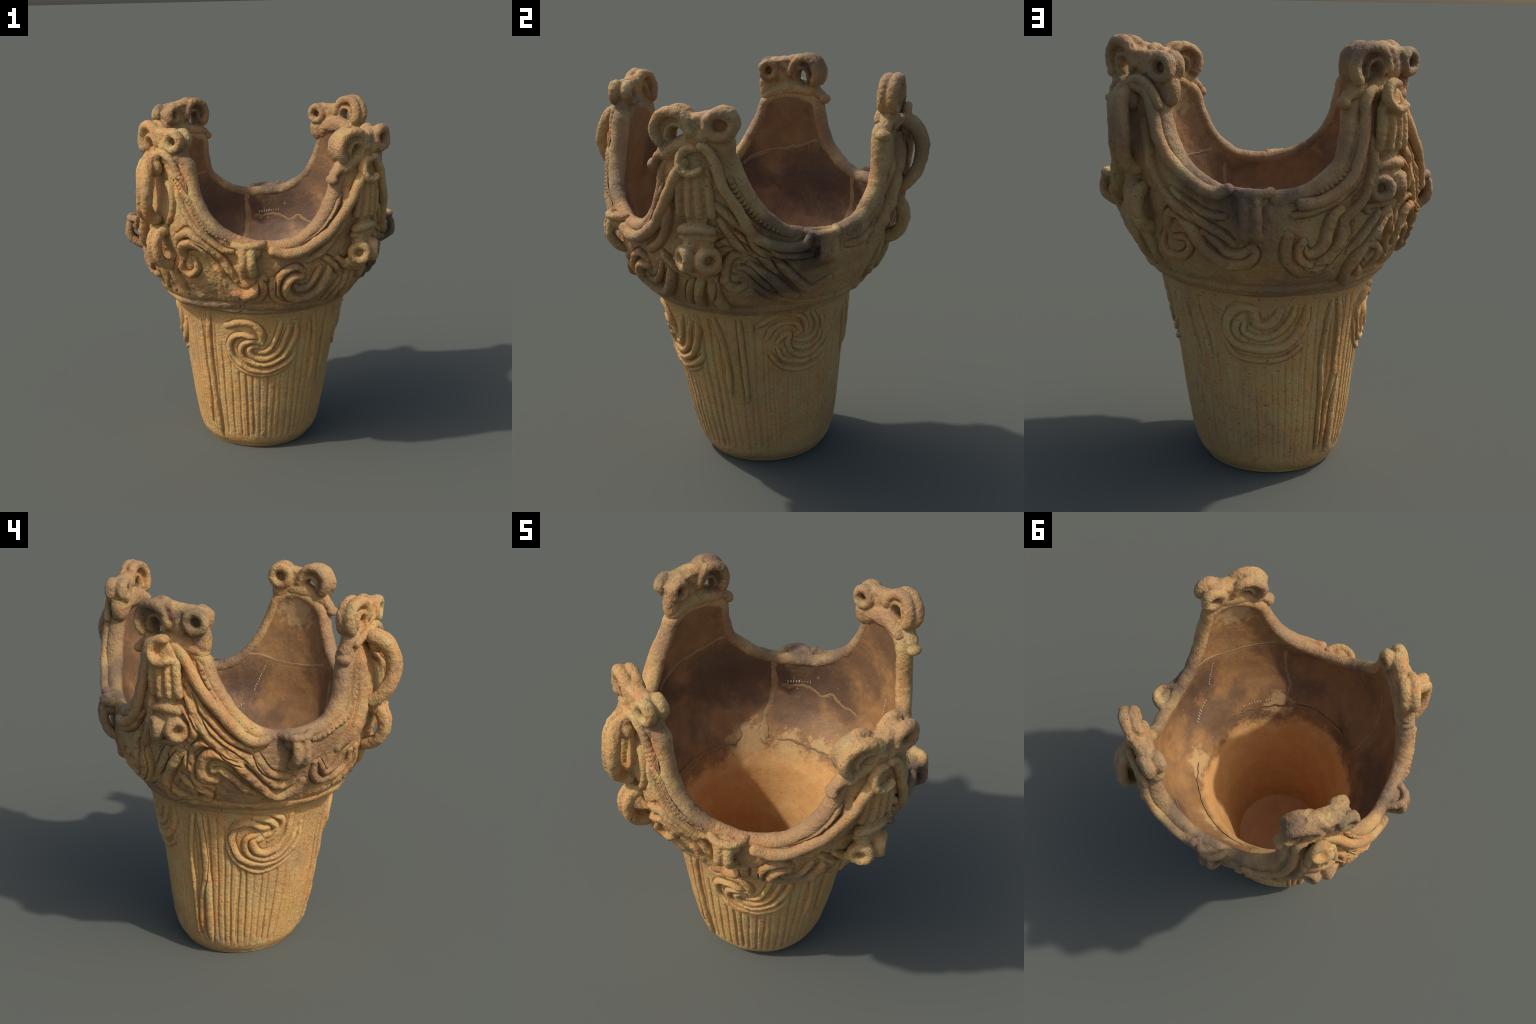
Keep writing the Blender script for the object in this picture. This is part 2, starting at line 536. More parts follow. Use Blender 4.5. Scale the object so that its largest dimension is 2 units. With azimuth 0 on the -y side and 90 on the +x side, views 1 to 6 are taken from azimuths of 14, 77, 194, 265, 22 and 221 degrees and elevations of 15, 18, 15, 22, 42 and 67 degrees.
# ------------------------------------------------------------------ carved relief on the outer wall
NU = 1440
N_LOW, N_UP = 236, 224
SEAM = 0.905                                     # trunk and bowl meet just under the neck roll
COLS = np.arange(NU) * (360.0 / NU)
low_t = np.linspace(0, 1, N_LOW)
Z_LOW = SEAM * (0.35 * low_t ** 1.0 + 0.65 * low_t)
top = rim_height(COLS)
up_t = np.linspace(0, 1, N_UP)
Z = np.vstack([np.tile(Z_LOW[:, None], (1, NU)), SEAM + (top[None, :] - SEAM) * up_t[1:, None]])
AZ = np.tile(COLS[None, :], (Z.shape[0], 1))
RELIEF = np.zeros_like(Z)
MOAT = np.zeros_like(Z)


def ridge(width, height, *spine, notch=0.0, depth=0.5, moat=0.006, echo=0.0):
    """A clay roll pressed on the wall along a spine of (azimuth, height) points; width is half its breadth.
    notch > 0 cuts it into beads of that length."""
    sp = np.asarray(spine, float)
    sp[:, 0] = np.unwrap(sp[:, 0], period=360)
    rk = float(r_out(sp[:, 1].mean())) * DEG
    flat = np.stack([sp[:, 0] * rk, sp[:, 1]], 1)
    ln = np.linalg.norm(np.diff(flat, axis=0), axis=1).sum()
    n = max(8, int(ln / 0.009))
    c = catmull(flat, n)
    s = np.linspace(0, ln, n)
    reach = width * (3.0 if echo else 1.9)
    a0, a1 = (c[:, 0].min() - reach) / rk, (c[:, 0].max() + reach) / rk
    z0, z1 = c[:, 1].min() - reach, c[:, 1].max() + reach
    cols = np.arange(math.floor(a0 * NU / 360), math.ceil(a1 * NU / 360) + 1)
    colm = cols % NU
    zz = Z[:, colm]
    ok = (zz > z0) & (zz < z1)
    if not ok.any():
        return
    ri, ci = np.nonzero(ok)
    px = cols[ci] * (360.0 / NU) * rk
    pz = zz[ri, ci]
    best = np.full(len(px), 9.0)
    along = np.zeros(len(px))
    for k in range(n - 1):
        ex, ez = c[k + 1] - c[k]
        L2 = ex * ex + ez * ez + 1e-12
        t = np.clip(((px - c[k, 0]) * ex + (pz - c[k, 1]) * ez) / L2, 0, 1)
        d = np.hypot(px - c[k, 0] - t * ex, pz - c[k, 1] - t * ez)
        m = d < best
        best[m] = d[m]
        along[m] = s[k] + t[m] * (s[k + 1] - s[k])
    ends = np.minimum(along, ln - along)
    taper = 0.45 + 0.55 * smooth01(ends / (3.0 * width))
    pp = np.stack([px, pz, np.zeros_like(px)], 1)
    uneven = 1.0 + 0.22 * noise3(pp, 17, 71) + 0.12 * noise3(pp, 45, 72)
    wloc = width * (0.62 + 0.38 * taper) * (1.0 + 0.14 * noise3(pp, 13, 73))
    t = best / wloc
    val = height * taper * uneven * np.clip(1 - t * t, 0, 1) ** 0.55
    if echo:                                      # lower bands that follow the roll on both sides
        e = (t - 1.95) / 0.72
        val = np.maximum(val, echo * height * taper * uneven * np.clip(1 - e * e, 0, 1) ** 0.7)
    if notch:
        ph = np.abs(np.sin(np.pi * (along + 0.35 * best) / notch))
        val *= 1 - depth * np.clip(1 - ph * 2.0, 0, 1)
    g = -moat * np.exp(-((t - 1.14) / 0.22) ** 2) * smooth01(ends / width + 0.4)
    R, Cc = ri, colm[ci]
    pressed = 1 - 0.8 * np.exp(-((t - 1.08) / 0.17) ** 2) * smooth01(ends / width + 0.3)   # its edge bites into rolls laid before
    RELIEF[R, Cc] = np.maximum(RELIEF[R, Cc] * pressed, val)
    MOAT[R, Cc] = np.minimum(MOAT[R, Cc], g)


# front ridges: width, height, spine as (azimuth in degrees, height in metres)
ridge(0.028, 0.0345, (-23.5, 1.25), (-21.5, 1.309), (-17.5, 1.335), (-12.5, 1.324), (-9, 1.267), (-6, 1.199), (-3.5, 1.131), (0, 1.078), (5, 1.048), (10, 1.069), (13.5, 1.112), (14.5, 1.157), moat=0.010)
ridge(0.024, 0.0276, (-23.5, 1.363), (-17.5, 1.397), (-13.5, 1.37), (-9.5, 1.336), (-6.5, 1.29), (-3.5, 1.243), (-1, 1.185), (1.5, 1.134), moat=0.010)
ridge(0.0192, 0.0253, (-24, 1.238), (-25, 1.177), (-21.5, 1.147), (-17, 1.191), (-18, 1.247), moat=0.010)
ridge(0.024, 0.023, (-27.5, 1.219), (-30.5, 1.141), (-29.5, 1.083), (-29, 1.02), moat=0.010)
ridge(0.024, 0.023, (-41, 1.209), (-40, 1.14), (-40, 1.08), (-38.5, 1.022), moat=0.010)
ridge(0.0192, 0.023, (-10, 1.387), (-7, 1.348), (-3, 1.307), (1.5, 1.298), moat=0.010)
ridge(0.0192, 0.023, (32, 1.183), (28.5, 1.215), (24, 1.191), (21, 1.148), (21, 1.089), (24, 1.015), moat=0.010)
ridge(0.024, 0.0322, (31.5, 1.154), (27, 1.154), (24.5, 1.104), (26, 1.052), (30.5, 1.017), (36, 1.024), (40, 1.061), (43, 1.117), (44.5, 1.16), (45, 1.195), moat=0.010)
ridge(0.0156, 0.0207, (29, 1.105), (31.5, 1.079), (36, 1.1), (38.5, 1.148), (40, 1.194), moat=0.010)
ridge(0.0264, 0.023, (62, 1.133), (60.5, 1.054), (63.5, 0.963), (66.5, 0.913), moat=0.010)
ridge(0.018, 0.0253, (40.5, 1.259), (45, 1.218), (51, 1.145), moat=0.010)
ridge(0.0216, 0.0345, (48, 1.234), (53.5, 1.187), (62, 1.151), (70, 1.145), moat=0.010)
ridge(0.0192, 0.0184, (13, 1.152), (15, 1.093), (12.5, 1.029), (7.5, 1.003), moat=0.010)
ridge(0.0168, 0.0138, (18.5, 1.149), (18.5, 1.091), (20, 1.032), (25.5, 0.986), (32.5, 0.976), moat=0.010)
# right ridges: width, height, spine as (azimuth in degrees, height in metres)
ridge(0.0216, 0.023, (71.5, 1.264), (69, 1.259), (66.5, 1.212), (66, 1.136), (69, 1.093), (73, 1.106), moat=0.010)
ridge(0.024, 0.0253, (65.5, 1.391), (68.5, 1.376), (72.5, 1.345), (77.5, 1.288), (81.5, 1.229), (84.5, 1.174), moat=0.010)
ridge(0.0264, 0.0299, (75.5, 1.212), (80, 1.166), (85, 1.119), (90, 1.054), (95, 1.018), moat=0.010)
ridge(0.0216, 0.023, (84, 1.249), (89, 1.175), (94.5, 1.106), (100, 1.055), (104.5, 1.077), (108, 1.107), moat=0.010)
ridge(0.0192, 0.023, (79.5, 1.298), (85, 1.264), (91.5, 1.249), (98.5, 1.241), moat=0.010)
ridge(0.0168, 0.0184, (77.5, 1.1), (83, 1.049), (90, 1.013), (99.5, 0.97), (109, 0.976), moat=0.010)
ridge(0.0168, 0.0138, (113, 1.259), (120, 1.259), (124.5, 1.291), (127.5, 1.331), moat=0.010)
ridge(0.024, 0.0276, (56.5, 1.139), (53.5, 1.057), (52.5, 1), (52, 0.94), moat=0.010)
ridge(0.0168, 0.0184, (52.5, 1.127), (49.5, 1.05), (46.5, 0.969), moat=0.010)
ridge(0.0192, 0.0207, (60.5, 1.15), (60, 1.093), (58.5, 1.023), moat=0.010)
ridge(0.0192, 0.023, (64, 1.314), (67.5, 1.33), (72, 1.314), (77.5, 1.261), moat=0.010)
ridge(0.0168, 0.0184, (71, 1.201), (75, 1.187), (79, 1.136), (84.5, 1.074), moat=0.010)
# back ridges: width, height, spine as (azimuth in degrees, height in metres)
ridge(0.0264, 0.0276, (159.5, 1.238), (161, 1.275), (164.5, 1.29), (167.5, 1.26), (170, 1.21), (172.5, 1.151), (176.5, 1.109), (-178, 1.077), (-171.5, 1.088), (-168.5, 1.127), (-169.5, 1.157), moat=0.010)
ridge(0.0192, 0.0207, (173.5, 1.214), (178, 1.178), (-178.5, 1.13), (-173.5, 1.124), (-170, 1.152), moat=0.010)
ridge(0.0192, 0.0184, (163.5, 1.383), (167, 1.35), (172, 1.309), (176.5, 1.289), (-178.5, 1.283), moat=0.010)
ridge(0.0216, 0.0207, (161, 1.342), (166, 1.317), (171.5, 1.27), (176, 1.236), (-179.5, 1.206), (-176, 1.168), moat=0.010)
ridge(0.0168, 0.0161, (157.5, 1.193), (155, 1.134), (157.5, 1.092), (163.5, 1.093), (167.5, 1.138), (166, 1.177), (161.5, 1.175), moat=0.010)
ridge(0.0192, 0.023, (148.5, 1.194), (148.5, 1.13), (147, 1.051), (149, 0.999), moat=0.010)
ridge(0.0192, 0.023, (139.5, 1.192), (138.5, 1.126), (137.5, 1.059), (140, 1.009), moat=0.010)
ridge(0.024, 0.0253, (-152, 1.162), (-150, 1.127), (-146.5, 1.13), (-144, 1.167), (-143, 1.231), (-142, 1.288), (-139.5, 1.317), moat=0.010)
ridge(0.024, 0.0299, (-136.5, 1.294), (-136.5, 1.225), (-137.5, 1.16), (-140, 1.101), (-143.5, 1.069), (-149, 1.074), (-152.5, 1.106), (-153.5, 1.146), (-152, 1.178), moat=0.010)
ridge(0.0264, 0.0184, (-157, 1.206), (-157.5, 1.141), (-156, 1.084), (-151, 1.042), (-145.5, 1.047), (-139.5, 1.065), moat=0.010)
ridge(0.0216, 0.0253, (-119, 1.31), (-123, 1.259), (-126, 1.164), (-129, 1.101), (-127.5, 1.039), (-120.5, 0.987), moat=0.010)
ridge(0.0192, 0.023, (-122.5, 1.07), (-118.5, 1.109), (-112, 1.064), (-111.5, 1.015), (-118.5, 0.988), moat=0.010)
ridge(0.0168, 0.0207, (-155.5, 1.296), (-148.5, 1.316), (-142.5, 1.348), (-137.5, 1.399), (-134, 1.449), moat=0.010)
ridge(0.0168, 0.0207, (-135, 1.358), (-131, 1.324), (-128.5, 1.295), moat=0.010)
ridge(0.0192, 0.023, (-129, 1.321), (-126, 1.327), (-119.5, 1.342), moat=0.010)
ridge(0.0216, 0.0253, (-118, 1.281), (-116.5, 1.214), (-111.5, 1.133), (-109, 1.08), moat=0.010)
# left ridges: width, height, spine as (azimuth in degrees, height in metres)
ridge(0.0264, 0.0322, (-106.5, 1.133), (-110.5, 1.148), (-112, 1.189), (-110.5, 1.249), (-107.5, 1.285), (-103, 1.281), (-98.5, 1.248), (-95, 1.192), (-93.5, 1.174), (-89, 1.116), (-83.5, 1.049), (-79.5, 1.029), (-75, 1.041), (-71.5, 1.061), (-69.5, 1.097), moat=0.010)
ridge(0.0168, 0.0184, (-107, 1.189), (-103.5, 1.192), (-99, 1.144), (-95.5, 1.096), (-90.5, 1.056), moat=0.010)
ridge(0.0216, 0.0253, (-96, 1.282), (-93, 1.247), (-89.5, 1.201), (-86.5, 1.15), (-83, 1.11), (-78, 1.096), (-74.5, 1.114), moat=0.010)
ridge(0.0192, 0.0207, (-90, 1.276), (-87.5, 1.215), (-84.5, 1.172), (-80, 1.148), (-76.5, 1.136), moat=0.010)
ridge(0.0168, 0.0184, (-114.5, 1.289), (-115, 1.22), (-115.5, 1.145), (-112.5, 1.101), (-109, 1.094), moat=0.010)
ridge(0.0192, 0.023, (-114, 1.3), (-110.5, 1.335), (-105.5, 1.332), (-100.5, 1.297), (-96, 1.263), moat=0.010)
ridge(0.0192, 0.023, (-117.5, 1.593), (-114.5, 1.555), (-112, 1.501), (-109.5, 1.451), (-106, 1.395), (-102, 1.337), (-97.5, 1.29), (-92.5, 1.261), moat=0.010)
ridge(0.0168, 0.0207, (-115, 1.615), (-111.5, 1.553), (-108.5, 1.489), (-105, 1.438), (-101, 1.375), (-96.5, 1.334), (-92.5, 1.307), moat=0.010)
ridge(0.0216, 0.0345, (-117, 1.505), (-114, 1.476), (-112.5, 1.434), (-112.5, 1.386), (-114.5, 1.35), moat=0.010)
ridge(0.024, 0.0276, (-118.5, 1.282), (-123, 1.209), (-129, 1.111), (-131, 1.026), (-129, 0.977), (-122, 0.983), moat=0.010)
ridge(0.0192, 0.023, (-122.5, 1.135), (-119.5, 1.124), (-117, 1.065), (-118.5, 1.008), moat=0.010)
ridge(0.0216, 0.0276, (-138, 1.278), (-138, 1.211), (-140.5, 1.132), (-146.5, 1.059), moat=0.010)
ridge(0.0192, 0.023, (-124.5, 1.29), (-128, 1.212), (-133.5, 1.121), moat=0.010)
ridge(0.0216, 0.0207, (-65, 1.193), (-64.5, 1.126), (-59.5, 1.076), (-54, 1.078), (-48, 1.095), (-44.5, 1.136), (-45.5, 1.2), moat=0.010)
ridge(0.0168, 0.0184, (-63, 1.199), (-58.5, 1.119), (-54.5, 1.129), (-51.5, 1.175), (-50, 1.239), (-48, 1.279), moat=0.010)
ridge(0.0192, 0.0207, (-40, 1.177), (-39.5, 1.109), (-42.5, 1.052), (-47.5, 1.014), moat=0.010)
# front_whorl ridges: width, height, spine as (azimuth in degrees, height in metres)
ridge(0.0224, 0.0198, (-11, 0.813), (-0.5, 0.845), (7.5, 0.839), (12.5, 0.805), (15, 0.762), (14.5, 0.72))
ridge(0.0168, 0.018, (12, 0.726), (6.5, 0.757), (0, 0.769), (-6, 0.745), (-9, 0.693), (-7, 0.628), (-1.5, 0.583), (5.5, 0.549), (14.5, 0.534), (23, 0.545), (32.5, 0.579), (39, 0.626))
ridge(0.0157, 0.018, (12.5, 0.72), (7.5, 0.733), (2, 0.713), (-0.5, 0.669), (1.5, 0.622), (7, 0.593), (14.5, 0.58), (22, 0.589), (30, 0.625), (35, 0.686), (38.5, 0.759), (38.5, 0.808))
ridge(0.0157, 0.0162, (11.5, 0.696), (7, 0.69), (6, 0.66), (9.5, 0.629), (16.5, 0.616), (23, 0.637), (28.5, 0.687), (31, 0.751), (33, 0.803))
ridge(0.0157, 0.0144, (13.5, 0.66), (18, 0.664), (22, 0.704), (25, 0.769), (27, 0.84))
ridge(0.0112, 0.009, (-10, 0.637), (-6, 0.574), (2.5, 0.53), (13.5, 0.509), (24.5, 0.519), (35, 0.558))
# right_whorl ridges: width, height, spine as (azimuth in degrees, height in metres)
ridge(0.0146, 0.0126, (77, 0.827), (84, 0.871), (92, 0.902), (100, 0.886), (105, 0.84), (105.5, 0.789), (101.5, 0.752))
ridge(0.0146, 0.0126, (82, 0.755), (86, 0.816), (93, 0.846), (100, 0.83), (102.5, 0.788), (98.5, 0.769))
ridge(0.0146, 0.0126, (88.5, 0.731), (91.5, 0.772), (95.5, 0.78), (95, 0.724), (98.5, 0.668), (106, 0.642), (112.5, 0.654), (118, 0.698), (119.5, 0.77), (117, 0.852))
ridge(0.0134, 0.0108, (88.5, 0.706), (92, 0.639), (101, 0.613), (112, 0.61), (121.5, 0.644), (127.5, 0.698))
ridge(0.0134, 0.0108, (83.5, 0.678), (90.5, 0.602), (100.5, 0.565), (113.5, 0.568), (124.5, 0.605))
ridge(0.0123, 0.0108, (98.5, 0.744), (106, 0.731), (112.5, 0.755), (114, 0.814), (109, 0.888))
ridge(0.0123, 0.0108, (98.5, 0.706), (106.5, 0.686), (115, 0.712), (118, 0.761))
# back_whorl ridges: width, height, spine as (azimuth in degrees, height in metres)
ridge(0.0224, 0.0126, (-175, 0.853), (-171, 0.819), (-170, 0.773), (-166, 0.762), (-161, 0.786), (-157.5, 0.833))
ridge(0.0202, 0.0126, (-177, 0.798), (179, 0.76), (179.5, 0.707), (-176.5, 0.686))
ridge(0.0202, 0.0144, (-170, 0.837), (-175.5, 0.847), (178, 0.823), (173.5, 0.766), (173.5, 0.707), (179, 0.659), (-172.5, 0.647), (-164, 0.644), (-155.5, 0.661), (-148.5, 0.71), (-144, 0.784), (-143, 0.842))
ridge(0.0157, 0.0126, (-176, 0.775), (-177, 0.733), (-172, 0.707), (-165.5, 0.703), (-158, 0.732), (-152, 0.789), (-149.5, 0.847))
ridge(0.0134, 0.009, (172, 0.664), (177, 0.609), (-173, 0.59), (-163, 0.59), (-154, 0.606), (-145.5, 0.655))
# left_whorl ridges: width, height, spine as (azimuth in degrees, height in metres)
ridge(0.0179, 0.018, (-103.5, 0.775), (-99, 0.823), (-91, 0.836), (-83.5, 0.804), (-78, 0.818))
ridge(0.0179, 0.018, (-100.5, 0.79), (-102.5, 0.736), (-100.5, 0.671), (-95.5, 0.618), (-86, 0.588), (-75.5, 0.59), (-65, 0.625), (-58, 0.689), (-55.5, 0.781))
ridge(0.0224, 0.0198, (-84, 0.739), (-89, 0.729), (-88, 0.682), (-83, 0.652), (-74.5, 0.669), (-67.5, 0.729), (-65.5, 0.798), (-65, 0.849))
ridge(0.0157, 0.0162, (-86.5, 0.767), (-93.5, 0.744), (-94, 0.685), (-90, 0.637), (-82, 0.615), (-71.5, 0.624), (-64, 0.676), (-59, 0.75))
ridge(0.0179, 0.0162, (-89, 0.862), (-80.5, 0.848), (-75.5, 0.802), (-77, 0.764), (-82, 0.757))
ridge(0.0157, 0.0144, (-78, 0.876), (-71.5, 0.842), (-71, 0.795), (-75.5, 0.749), (-79.5, 0.722))
ridge(0.0112, 0.009, (-105.5, 0.721), (-102, 0.63), (-95, 0.571), (-85, 0.537), (-74, 0.548), (-61.5, 0.591))
# upright ridges: width, height, spine as (azimuth in degrees, height in metres)
ridge(0.018, 0.016, (-25, 0.868), (-27, 0.711), (-26.5, 0.465), (-25.5, 0.274), (-25, 0.074))
ridge(0.014, 0.01, (-34, 0.819), (-33.5, 0.575), (-32, 0.39), (-35, 0.156))
ridge(0.02, 0.014, (-120.5, 0.836), (-121, 0.736), (-120.5, 0.571), (-119.5, 0.436), (-119, 0.227), (-119, 0.094))
ridge(0.012, 0.012, (-127.5, 0.855), (-131.5, 0.616), (-130.5, 0.415), (-130, 0.241), (-129.5, 0.118))
ridge(0.014, 0.012, (51.5, 0.857), (55, 0.734), (56.5, 0.589), (56, 0.424))
ridge(0.014, 0.012, (66.5, 0.865), (67, 0.693), (67.5, 0.532), (67.5, 0.4))
ridge(0.014, 0.012, (-123, 0.865), (-121, 0.699), (-121, 0.517), (-125, 0.341), (-126, 0.153))
ridge(0.014, 0.012, (143.5, 0.816), (147, 0.68), (150.5, 0.567))
ridge(0.014, 0.012, (154, 0.813), (157.5, 0.689), (160, 0.573))
# flank bands that follow the rim down from the peaks, some cut like twisted cord
ridge(0.013, 0.024, (-26.3, 1.725), (-21, 1.67), (-16.4, 1.599), (-11.7, 1.521), (-7.5, 1.452), (-4, 1.402), (1, 1.35), notch=0.021, depth=0.75)
ridge(0.017, 0.022, (-28.4, 1.698), (-24, 1.662), (-20.6, 1.61), (-16.5, 1.553), (-13, 1.49), (-9.5, 1.436), (-5, 1.385), notch=0.020, depth=0.45)
ridge(0.016, 0.022, (-24.7, 1.621), (-20, 1.525), (-16, 1.447), (-12, 1.40), (-7, 1.346), (-2.7, 1.305))
ridge(0.015, 0.024, (-48, 1.71), (-50.7, 1.657), (-52, 1.591), (-53.2, 1.55), (-54.9, 1.50), (-57, 1.451), (-60.7, 1.408), (-65.6, 1.372), notch=0.020, depth=0.6)
ridge(0.016, 0.022, (-43.2, 1.68), (-45, 1.62), (-46.7, 1.54), (-49.5, 1.472), (-52.2, 1.419), (-57, 1.38), (-63, 1.34), (-67, 1.322), notch=0.024, depth=0.4)
ridge(0.018, 0.018, (158.6, 1.80), (161, 1.75), (163, 1.67), (165.2, 1.583), (168.4, 1.514))
ridge(0.018, 0.022, (63.6, 1.52), (67.2, 1.481), (71, 1.424), (75.2, 1.37), (77.8, 1.297), (82.8, 1.258))
ridge(0.014, 0.018, (70, 1.62), (73, 1.53), (78, 1.44), (84, 1.38), (91, 1.345), notch=0.022, depth=0.8)
ridge(0.016, 0.016, (-110.5, 1.72), (-107.5, 1.63), (-104, 1.55), (-99, 1.465), (-93.5, 1.41), (-87, 1.375), notch=0.045, depth=0.4)
ridge(0.016, 0.018, (-133.5, 1.66), (-136, 1.56), (-139, 1.475), (-144, 1.415), (-151, 1.385), notch=0.022, depth=0.6)
ridge(0.018, 0.012, (138, 1.60), (133, 1.50), (127, 1.42), (120, 1.36), (112, 1.32))
ridge(0.016, 0.012, (141, 1.50), (136, 1.40), (129, 1.32), (121, 1.27))
ridge(0.016, 0.016, (46.5, 1.58), (42, 1.48), (37.5, 1.41), (31.5, 1.36), (24, 1.34))

ridge(0.015, 0.022, (-32, 1.65), (-27.5, 1.62), (-25.5, 1.55), (-26.5, 1.47), (-31, 1.41))

# broad bands that fan from the crests down into the collar
ridge(0.030, 0.030, (-41, 1.70), (-42.5, 1.58), (-44, 1.45), (-48, 1.33), (-54, 1.24))
ridge(0.032, 0.036, (143, 1.70), (140.5, 1.58), (137.5, 1.46), (133, 1.35), (126, 1.25))
ridge(0.022, 0.026, (154, 1.66), (155.5, 1.55), (158, 1.43), (163, 1.34), (170, 1.27))
ridge(0.022, 0.026, (49, 1.60), (48.5, 1.50), (46, 1.39), (41, 1.30), (34, 1.24))
ridge(0.020, 0.024, (66, 1.44), (69, 1.36), (74, 1.27))
ridge(0.022, 0.026, (-128.5, 1.60), (-129.5, 1.47), (-132.5, 1.35), (-138, 1.26))
ridge(0.022, 0.026, (-114.5, 1.58), (-112, 1.48), (-108, 1.38), (-102, 1.30), (-95, 1.24))

# thick neck rolls where bowl and trunk join
_neck_a = np.arange(0, 361, 12)
ridge(0.020, 0.015, *[(a, 0.950 + 0.012 * math.sin(a * DEG * 3 + 1.0)) for a in _neck_a], notch=0.31, depth=0.3, moat=0.006)
ridge(0.012, 0.009, *[(a, 0.918 + 0.010 * math.sin(a * DEG * 2 + 2.0)) for a in _neck_a], moat=0.004)

# ribs combed up the trunk: sector start, end, spacing, groove depth, groove half width
COMB = [(-26, 52, 5.8, 0.0095, 0.0070), (52, 76, 5.2, 0.0075, 0.0065), (76, 142, 3.1, 0.0040, 0.0045),
        (142, 232, 4.6, 0.0045, 0.0045), (232, 262, 4.4, 0.0080, 0.0060), (262, 296, 5.4, 0.0090, 0.0062),
        (296, 334, 4.2, 0.0050, 0.0055)]
WHORLS = [(7, 30), (104, 28), (193, 28), (279, 28)]
rng = np.random.default_rng(11)
GROOVE = np.zeros_like(Z)
zrow = Z_LOW
for a0, a1, step, dep, wid in COMB:
    a = a0 + rng.uniform(0, 1.5)
    while a < a1:
        ztop = 0.885 + rng.uniform(-0.02, 0.0)
        for wc, half in WHORLS:
            dlt = abs((a - wc + 180) % 360 - 180)
            if dlt < half:
                ztop = min(ztop, 0.525 + 0.33 * (dlt / half) ** 2.2 + rng.uniform(-0.012, 0.012))
        zbot = 0.055 + rng.uniform(0, 0.03)
        dd = dep * rng.uniform(0.55, 1.2)
        ph = rng.uniform(0, 6.28)
        lean = rng.uniform(-0.8, 0.8)
        path = a + lean * (zrow - 0.4) + 0.32 * np.sin(zrow * 6.5 + ph) + 0.16 * np.sin(zrow * 17 + 2 * ph)
        fade = smooth01((zrow - zbot) / 0.05) * smooth01((ztop - zrow) / 0.025)
        fade = fade * (0.85 + 0.15 * np.sin(zrow * 11 + 3 * ph))
        cols = np.arange(math.floor((a - 4) * NU / 360), math.ceil((a + 4) * NU / 360))
        da = (cols[None, :] * (360.0 / NU) - path[:, None]) * DEG * r_out(zrow)[:, None]
        g = -dd * fade[:, None] * np.exp(-np.abs(da / wid) ** 2.6)
        cm = cols % NU
        GROOVE[:N_LOW, cm] = np.minimum(GROOVE[:N_LOW, cm], g)
        a += step * rng.uniform(0.82, 1.2)

# the whorls stand on low swellings
SWELL = np.zeros_like(Z)
for wc, half in WHORLS:
    dlt = np.abs((AZ - wc + 180) % 360 - 180)
    SWELL = np.maximum(SWELL, 0.014 * np.exp(-(dlt / 17.0) ** 2) * smooth01((Z - 0.52) / 0.25) * smooth01((0.97 - Z) / 0.08))

P0 = place(AZ.ravel(), r_out(Z.ravel(), AZ.ravel()), Z.ravel())
lump = (0.0050 * noise3(P0, 5, 21) + 0.0030 * noise3(P0, 14, 22) + 0.0020 * noise3(P0, 36, 23) + 0.0012 * noise3(P0, 80, 24)).reshape(Z.shape)
rough_up = 0.45 + 1.15 * smooth01((Z - 0.93) / 0.05)
covered = smooth01(RELIEF / 0.006)
DISP = RELIEF + (MOAT + GROOVE) * (1 - covered) + SWELL + lump * rough_up
DISP *= smooth01(Z / 0.04)
# hollows and scars
SL = out_slope(Z)
NRM = np.sqrt(1 + SL * SL)
fade_top = smooth01((top[None, :] - Z) / 0.02)
R_FIN = r_out(Z, AZ) + DISP / NRM * np.where(Z > 1.0, 0.35 + 0.65 * fade_top, 1.0)
Z_FIN = Z - DISP * SL / NRM * 0.9
Z_FIN = np.maximum(Z_FIN, 0.0)
WALL = place(AZ, R_FIN, Z_FIN)
nr = Z.shape[0]
du = np.roll(WALL, -1, 1) - np.roll(WALL, 1, 1)
dv = np.gradient(WALL, axis=0)
WN = np.cross(du.reshape(-1, 3), dv.reshape(-1, 3))
WN /= np.linalg.norm(WN, axis=1)[:, None] + 1e-12
WN = WN.reshape(nr, NU, 3)

# underside: rings drawn in to the middle, slightly hollow
ring_r = np.linspace(0.985, 0.0, 14)
foot = []
for k, f in enumerate(ring_r):
    r = R_FIN[0] * f
    foot.append(place(COLS, r, 0.0) + np.array([0, 0, 0.006 * (1 - f)]))
foot = np.array(foot[::-1])
low = np.concatenate([foot, WALL[:N_LOW]], 0)
nlow = np.concatenate([np.tile(np.array([0, 0, -1.0]), (len(foot), NU, 1)), WN[:N_LOW]], 0)
add_mesh("trunk", low.reshape(-1, 3), grid_faces(NU, low.shape[0]), CLAY_TRUNK, normals=nlow.reshape(-1, 3))
up = WALL[N_LOW - 1:]
bowl = add_mesh("bowl", up.reshape(-1, 3), grid_faces(NU, up.shape[0]), CLAY_BOWL, normals=WN[N_LOW - 1:].reshape(-1, 3))

# ------------------------------------------------------------------ inside
NI = 640
ca = np.arange(NI) * (360.0 / NI)
FLOOR_Z = 0.11
IN_SEAM = 0.90


def inner_sheet(name, z_rows, mat, amp=0.004):
    A = np.tile(ca[None, :], (z_rows.shape[0], 1))
    P = place(A.ravel(), r_in(z_rows.ravel(), A.ravel()), z_rows.ravel())
    d = amp * noise3(P, 4, 31) + 0.4 * amp * noise3(P, 13, 32) + 0.22 * amp * noise3(P, 40, 33)
    V = place(A.ravel(), r_in(z_rows.ravel(), A.ravel()) + d, z_rows.ravel())
    F = grid_faces(NI, z_rows.shape[0])[:, ::-1]
    return add_mesh(name, V, F, mat)


